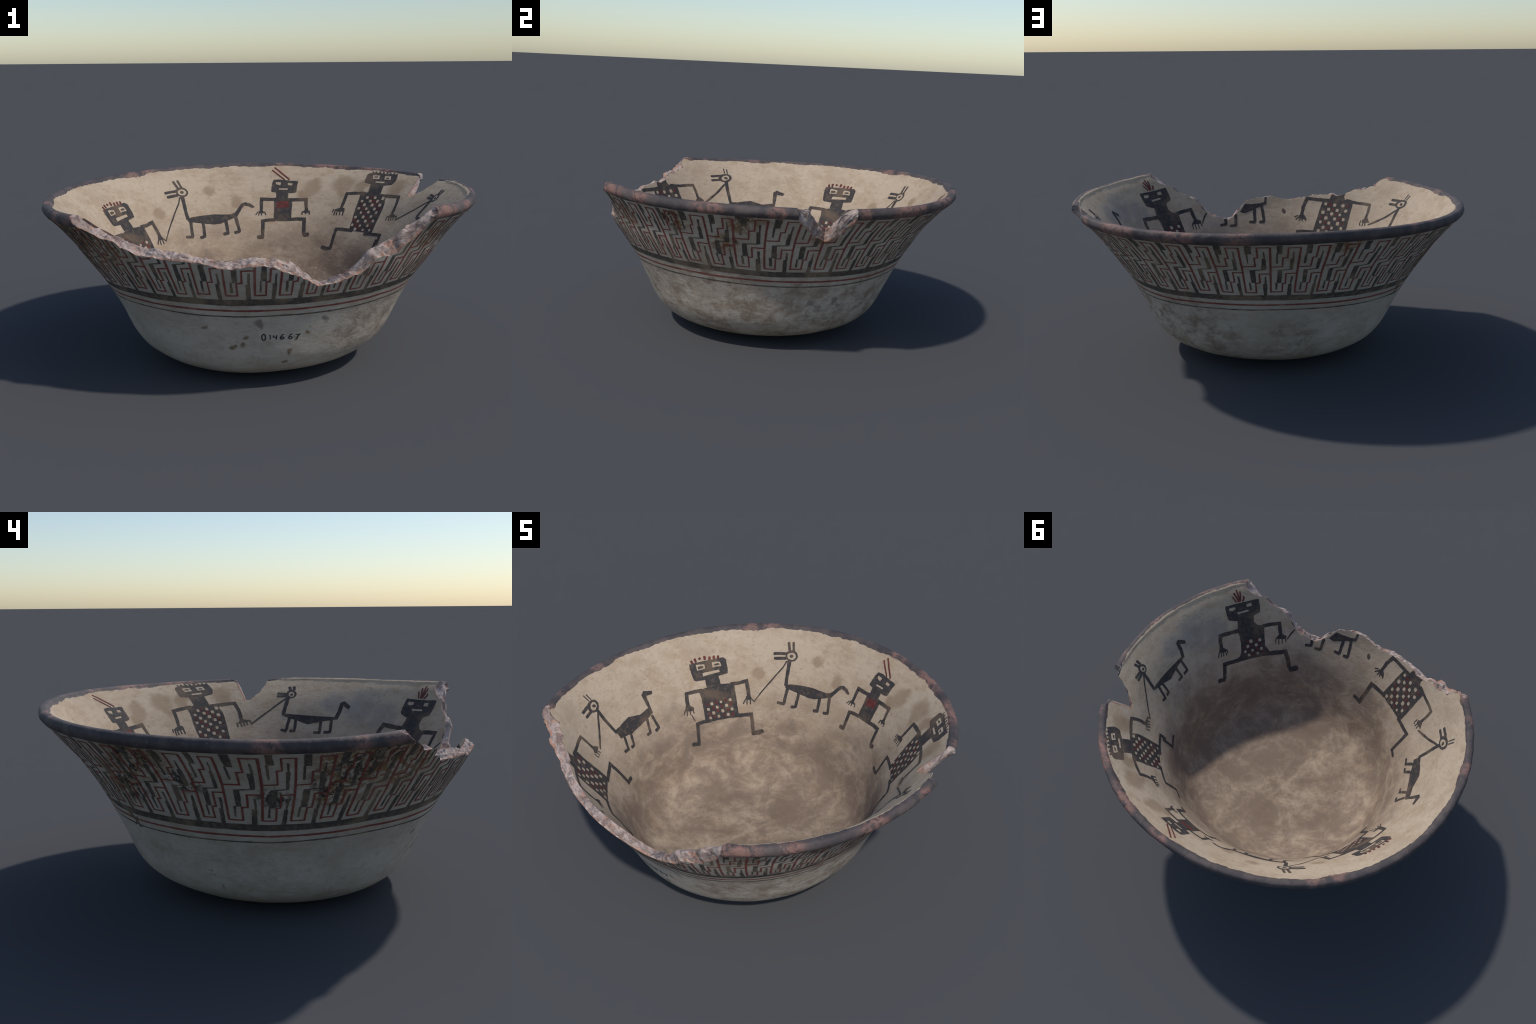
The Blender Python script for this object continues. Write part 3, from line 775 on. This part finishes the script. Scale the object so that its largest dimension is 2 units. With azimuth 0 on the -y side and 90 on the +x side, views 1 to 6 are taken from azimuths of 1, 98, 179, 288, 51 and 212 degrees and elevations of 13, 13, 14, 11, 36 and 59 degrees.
FIGURES.append(dict(kind='painted_llama', theta=8.5, base=0.529, marks=[
    ('line', BLACK, 12, [(31, 221), (28, 202)]),
    ('line', BLACK, 12, [(10, 222), (10, 205)]),
    ('line', BLACK, 10, [(90, 189), (50, 186)]),
    ('line', BLACK, 10, [(93, 174), (47, 174)]),
    ('fill', BLACK, 'disc', [(-1, 185), (2, 175), (11, 168), (22, 164), (35, 165), (45, 171), (50, 180), (49, 190), (43, 198), (33, 204), (21, 205), (10, 201), (2, 194)]),
    ('fill', SLIP, 'disc', [(11, 183), (13, 177), (17, 172), (24, 170), (30, 171), (36, 174), (39, 180), (38, 186), (35, 192), (30, 195), (23, 196), (17, 194), (12, 189)]),
    ('fill', BLACK, 'disc', [(17, 181), (17, 179), (20, 176), (23, 175), (26, 176), (29, 177), (30, 180), (30, 183), (28, 186), (26, 187), (22, 188), (19, 187), (17, 184)]),
    ('line', BLACK, 15, [(40, 167), (56, 127), (70, 86)]),
    ('line', BLACK, 7, [(51, 164), (143, 103), (240, 43), (249, 58), (270, 58)]),
    ('fill', BLACK, 'body', [(77, 93), (57, 89), (-34, 82), (-109, 79), (-178, 78), (-209, 77), (-225, 67), (-198, 65), (-147, 55), (-107, 46), (-63, 38), (-27, 48), (2, 58), (43, 68), (74, 79)]),
    ('line', BLACK, 17, [(-213, 73), (-225, 104), (-234, 142), (-242, 146), (-271, 128)]),
    ('line', BLACK, 12, [(36, 69), (45, 36), (54, 6)]),
    ('line', BLACK, 12, [(2, 61), (5, 34), (7, 4)]),
    ('line', BLACK, 12, [(-133, 56), (-135, 27), (-136, 3)]),
    ('line', BLACK, 12, [(-189, 67), (-192, 35), (-194, 8)]),
    ('line', BLACK, 12, [(52, 4), (79, 9)]),
    ('line', BLACK, 12, [(7, 4), (29, 6)]),
    ('line', BLACK, 12, [(-138, 1), (-105, 0)]),
    ('line', BLACK, 12, [(-196, 6), (-163, 4)]),
], red_cells=[], slip_cells=[], cell=0))
FIGURES.append(dict(kind='painted_person', theta=-40.6, base=0.339, marks=[
    ('fill', BLACK, 'head', [(113, 377), (49, 375), (-15, 376), (-70, 379), (-72, 365), (-72, 333), (-66, 312), (-30, 301), (-24, 292), (76, 292), (115, 306), (123, 315), (121, 343), (119, 366)]),
    ('fill', SLIP, 'eye', [(96, 364), (66, 362), (65, 351), (84, 347), (102, 353)]),
    ('fill', SLIP, 'eye', [(-2, 364), (-26, 364), (-29, 350), (2, 350)]),
    ('fill', SLIP, 'mouth', [(62, 333), (-1, 335), (-7, 328), (58, 324)]),
    ('fill', BLACK, 'torso', [(72, 291), (-25, 295), (-23, 269), (-39, 249), (-81, 240), (-77, 209), (-77, 170), (-76, 138), (-107, 105), (-102, 85), (4, 86), (134, 87), (143, 104), (106, 115), (91, 135), (82, 179), (82, 218), (88, 240), (81, 262), (75, 277)]),
    ('line', BLACK, 17, [(-73, 238), (-124, 242), (-174, 244), (-176, 217), (-182, 188)]),
    ('fill', BLACK, 'hand', [(-165, 185), (-186, 194), (-219, 181), (-215, 165), (-161, 166), (-149, 170)]),
    ('line', BLACK, 6, [(-151, 170), (-148, 146)]),
    ('line', BLACK, 6, [(-169, 166), (-169, 139)]),
    ('line', BLACK, 6, [(-190, 169), (-192, 143)]),
    ('line', BLACK, 6, [(-211, 168), (-216, 151)]),
    ('line', BLACK, 8, [(-224, 165), (-247, 191), (-270, 212)]),
    ('line', BLACK, 18, [(83, 242), (141, 245), (197, 250), (210, 224), (217, 189)]),
    ('fill', BLACK, 'hand', [(230, 191), (206, 192), (182, 171), (199, 163), (240, 174)]),
    ('line', BLACK, 6, [(239, 177), (256, 152)]),
    ('line', BLACK, 6, [(225, 172), (234, 151)]),
    ('line', BLACK, 6, [(211, 170), (217, 149)]),
    ('line', BLACK, 6, [(197, 169), (197, 148)]),
    ('line', BLACK, 6, [(184, 172), (184, 156)]),
    ('line', BLACK, 20, [(-89, 96), (-156, 96), (-214, 100), (-235, 62), (-248, 15)]),
    ('line', BLACK, 26, [(-257, 0), (-288, 6), (-307, 12)]),
    ('line', BLACK, 19, [(121, 98), (179, 101), (228, 107), (239, 74), (256, 34)]),
    ('line', BLACK, 20, [(259, 27), (306, 37)]),
    ('line', RED, 7, [(62, 409), (49, 383)]),
    ('line', RED, 8, [(50, 424), (39, 395), (37, 382)]),
    ('line', RED, 8, [(33, 433), (30, 402), (30, 384)]),
    ('line', RED, 8, [(17, 425), (19, 410), (27, 383)]),
    ('line', RED, 8, [(6, 402), (4, 394), (15, 381)]),
], red_cells=[(37, 174), (-21, 175), (13, 156), (-46, 153), (40, 132), (-19, 131), (12, 109), (-54, 109), (62, 151)], slip_cells=[(16, 175), (-44, 173), (41, 153), (-16, 151), (-50, 128), (12, 128), (64, 130), (41, 108), (-20, 107)], cell=8.5))
FIGURES.append(dict(kind='painted_llama', theta=-77.8, base=0.471, marks=[
    ('line', BLACK, 14, [(128, 42), (132, 13)]),
    ('line', BLACK, 13, [(132, 9), (169, 10)]),
    ('line', BLACK, 14, [(56, 54), (65, 3)]),
    ('line', BLACK, 13, [(67, 1), (102, 0)]),
    ('fill', BLACK, 'body', [(25, 67), (-14, 106), (-53, 104), (-113, 107), (-137, 113), (-141, 135), (-149, 148), (-155, 144), (-151, 104), (-132, 95), (-88, 83), (-56, 72), (-8, 59)]),
    ('line', BLACK, 14, [(-72, 78), (-70, 40), (-68, 13)]),
    ('line', BLACK, 13, [(-68, 11), (-34, 13)]),
    ('line', BLACK, 14, [(-119, 94), (-127, 48), (-131, 16)]),
    ('line', BLACK, 14, [(-131, 12), (-103, 10)]),
    ('fill', BLACK, 'disc', [(-274, 73), (-276, 67), (-276, 61), (-273, 57), (-268, 55), (-262, 57), (-256, 61), (-252, 67), (-251, 73), (-252, 78), (-257, 81), (-262, 81), (-269, 78)]),
    ('fill', BLACK, 'remnant', [(278, 137), (264, 124), (248, 102), (253, 94), (270, 111)]),
], red_cells=[], slip_cells=[], cell=0))
FIGURES.append(dict(kind='painted_person', theta=-125.8, base=0.311, marks=[
    ('fill', BLACK, 'neck', [(111, 342), (77, 355), (29, 360), (31, 335), (20, 323), (120, 307)]),
    ('fill', BLACK, 'torso', [(159, 299), (128, 313), (85, 322), (20, 323), (-39, 319), (-45, 250), (-54, 182), (-55, 138), (-21, 126), (62, 121), (131, 121), (190, 131), (175, 211), (168, 259)]),
    ('line', BLACK, 16, [(126, 306), (197, 303), (262, 302), (279, 257), (285, 216)]),
    ('fill', BLACK, 'hand', [(300, 211), (271, 217), (253, 205), (255, 189), (287, 196), (313, 193)]),
    ('line', BLACK, 6, [(310, 209), (331, 200)]),
    ('line', BLACK, 6, [(308, 199), (320, 187)]),
    ('line', BLACK, 6, [(287, 196), (299, 184)]),
    ('line', BLACK, 6, [(275, 196), (278, 184)]),
    ('line', BLACK, 7, [(257, 203), (251, 188)]),
    ('line', BLACK, 14, [(8, 321), (-51, 317), (-158, 322), (-166, 282), (-170, 247)]),
    ('fill', BLACK, 'hand', [(-148, 231), (-168, 256), (-191, 246), (-199, 227), (-157, 220)]),
    ('line', BLACK, 6, [(-141, 229), (-140, 211), (-150, 204)]),
    ('line', BLACK, 6, [(-165, 224), (-165, 205)]),
    ('line', BLACK, 6, [(-179, 225), (-186, 208)]),
    ('line', BLACK, 7, [(-191, 239), (-206, 230)]),
    ('line', BLACK, 8, [(-209, 217), (-304, 271), (-377, 332)]),
    ('line', BLACK, 18, [(164, 131), (231, 129), (297, 124), (318, 0), (378, 6)]),
    ('line', BLACK, 17, [(-32, 126), (-111, 132), (-176, 144), (-185, 80), (-193, 15), (-250, 15)]),
], red_cells=[(106, 285), (144, 212), (78, 259), (113, 186), (50, 236), (-10, 291), (85, 163), (21, 215), (54, 142), (-13, 193)], slip_cells=[(136, 285), (142, 239), (109, 259), (76, 285), (146, 187), (114, 211), (81, 237), (50, 260), (20, 289), (150, 140), (119, 161), (85, 187), (51, 213), (23, 238), (-10, 263), (88, 141), (56, 163), (21, 190), (-11, 217), (20, 143), (-14, 168)], cell=9.5))
FIGURES.append(dict(kind='painted_llama', theta=-160.3, base=0.416, marks=[
    ('line', BLACK, 7, [(106, 318), (103, 289)]),
    ('line', BLACK, 7, [(89, 314), (87, 287)]),
    ('line', BLACK, 13, [(189, 269), (133, 273)]),
    ('line', BLACK, 13, [(189, 245), (123, 250)]),
    ('fill', BLACK, 'disc', [(72, 244), (89, 236), (109, 234), (128, 238), (142, 247), (146, 259), (140, 271), (126, 281), (107, 285), (88, 285), (73, 279), (64, 269), (63, 256)]),
    ('fill', SLIP, 'disc', [(84, 250), (95, 245), (107, 242), (118, 244), (125, 249), (126, 256), (122, 264), (113, 271), (102, 274), (91, 275), (82, 271), (77, 265), (78, 257)]),
    ('fill', BLACK, 'disc', [(89, 253), (93, 252), (99, 251), (104, 253), (109, 256), (111, 259), (110, 263), (107, 265), (102, 266), (96, 265), (91, 263), (87, 260), (87, 257)]),
    ('line', BLACK, 16, [(99, 234), (94, 171), (87, 105)]),
    ('line', BLACK, 7, [(111, 219), (160, 174), (222, 134), (271, 113)]),
    ('fill', BLACK, 'body', [(86, 114), (40, 114), (-49, 124), (-129, 104), (-199, 113), (-200, 181), (-222, 194), (-272, 176), (-264, 163), (-225, 167), (-217, 107), (-212, 82), (-161, 69), (-85, 60), (-1, 53), (89, 70)]),
    ('line', BLACK, 13, [(62, 62), (78, 37), (93, 10)]),
    ('line', BLACK, 13, [(7, 54), (23, 29), (37, 5)]),
    ('line', BLACK, 13, [(-152, 68), (-126, 6)]),
    ('line', BLACK, 13, [(-196, 72), (-199, 6)]),
    ('line', BLACK, 13, [(93, 10), (132, 13)]),
    ('line', BLACK, 13, [(38, 4), (61, 6)]),
    ('line', BLACK, 13, [(-126, 6), (-99, 4)]),
    ('line', BLACK, 13, [(-199, 6), (-171, 0)]),
], red_cells=[], slip_cells=[], cell=0))
for F in FIGURES:
    P = Paint('in')
    t0 = math.radians(F['theta'])
    def pt(p):
        return (t0 + p[0] / 800.0, F['base'] + p[1] / 1000.0)
    r0 = float(wall_rh(np.array([F['base'] + .2]), 'in')[0][0])
    eye_open = False
    for kind, colour, what, pts in F['marks']:
        if kind == 'fill':
            on_eye = colour == BLACK and eye_open and what in ('pupil', 'disc')
            P.fill([pt(p) for p in pts], colour, level=2 if on_eye else None)
            eye_open = colour == SLIP
        else:
            P.line([pt(p) for p in pts], what * (1.28 if what > 9 else 1.15) / 1000.0, colour)
    for cells, colour in ((F['red_cells'], RED), (F['slip_cells'], SLIP)):
        for x, y in cells:
            e = F['cell'] * (1 + rng.normal(0, .10))
            sq = [(-1, -.6), (-.65, -.95), (.65, -1), (1, -.6), (1, .65), (.65, 1), (-.6, 1), (-1, .6)]
            P.fill([pt((x + u_ * e * 1.05, y + v_ * e * .85)) for u_, v_ in sq], colour, .0008)
    P.build(F['kind'], [M_BLACK_IN, M_RED_IN, M_IN])
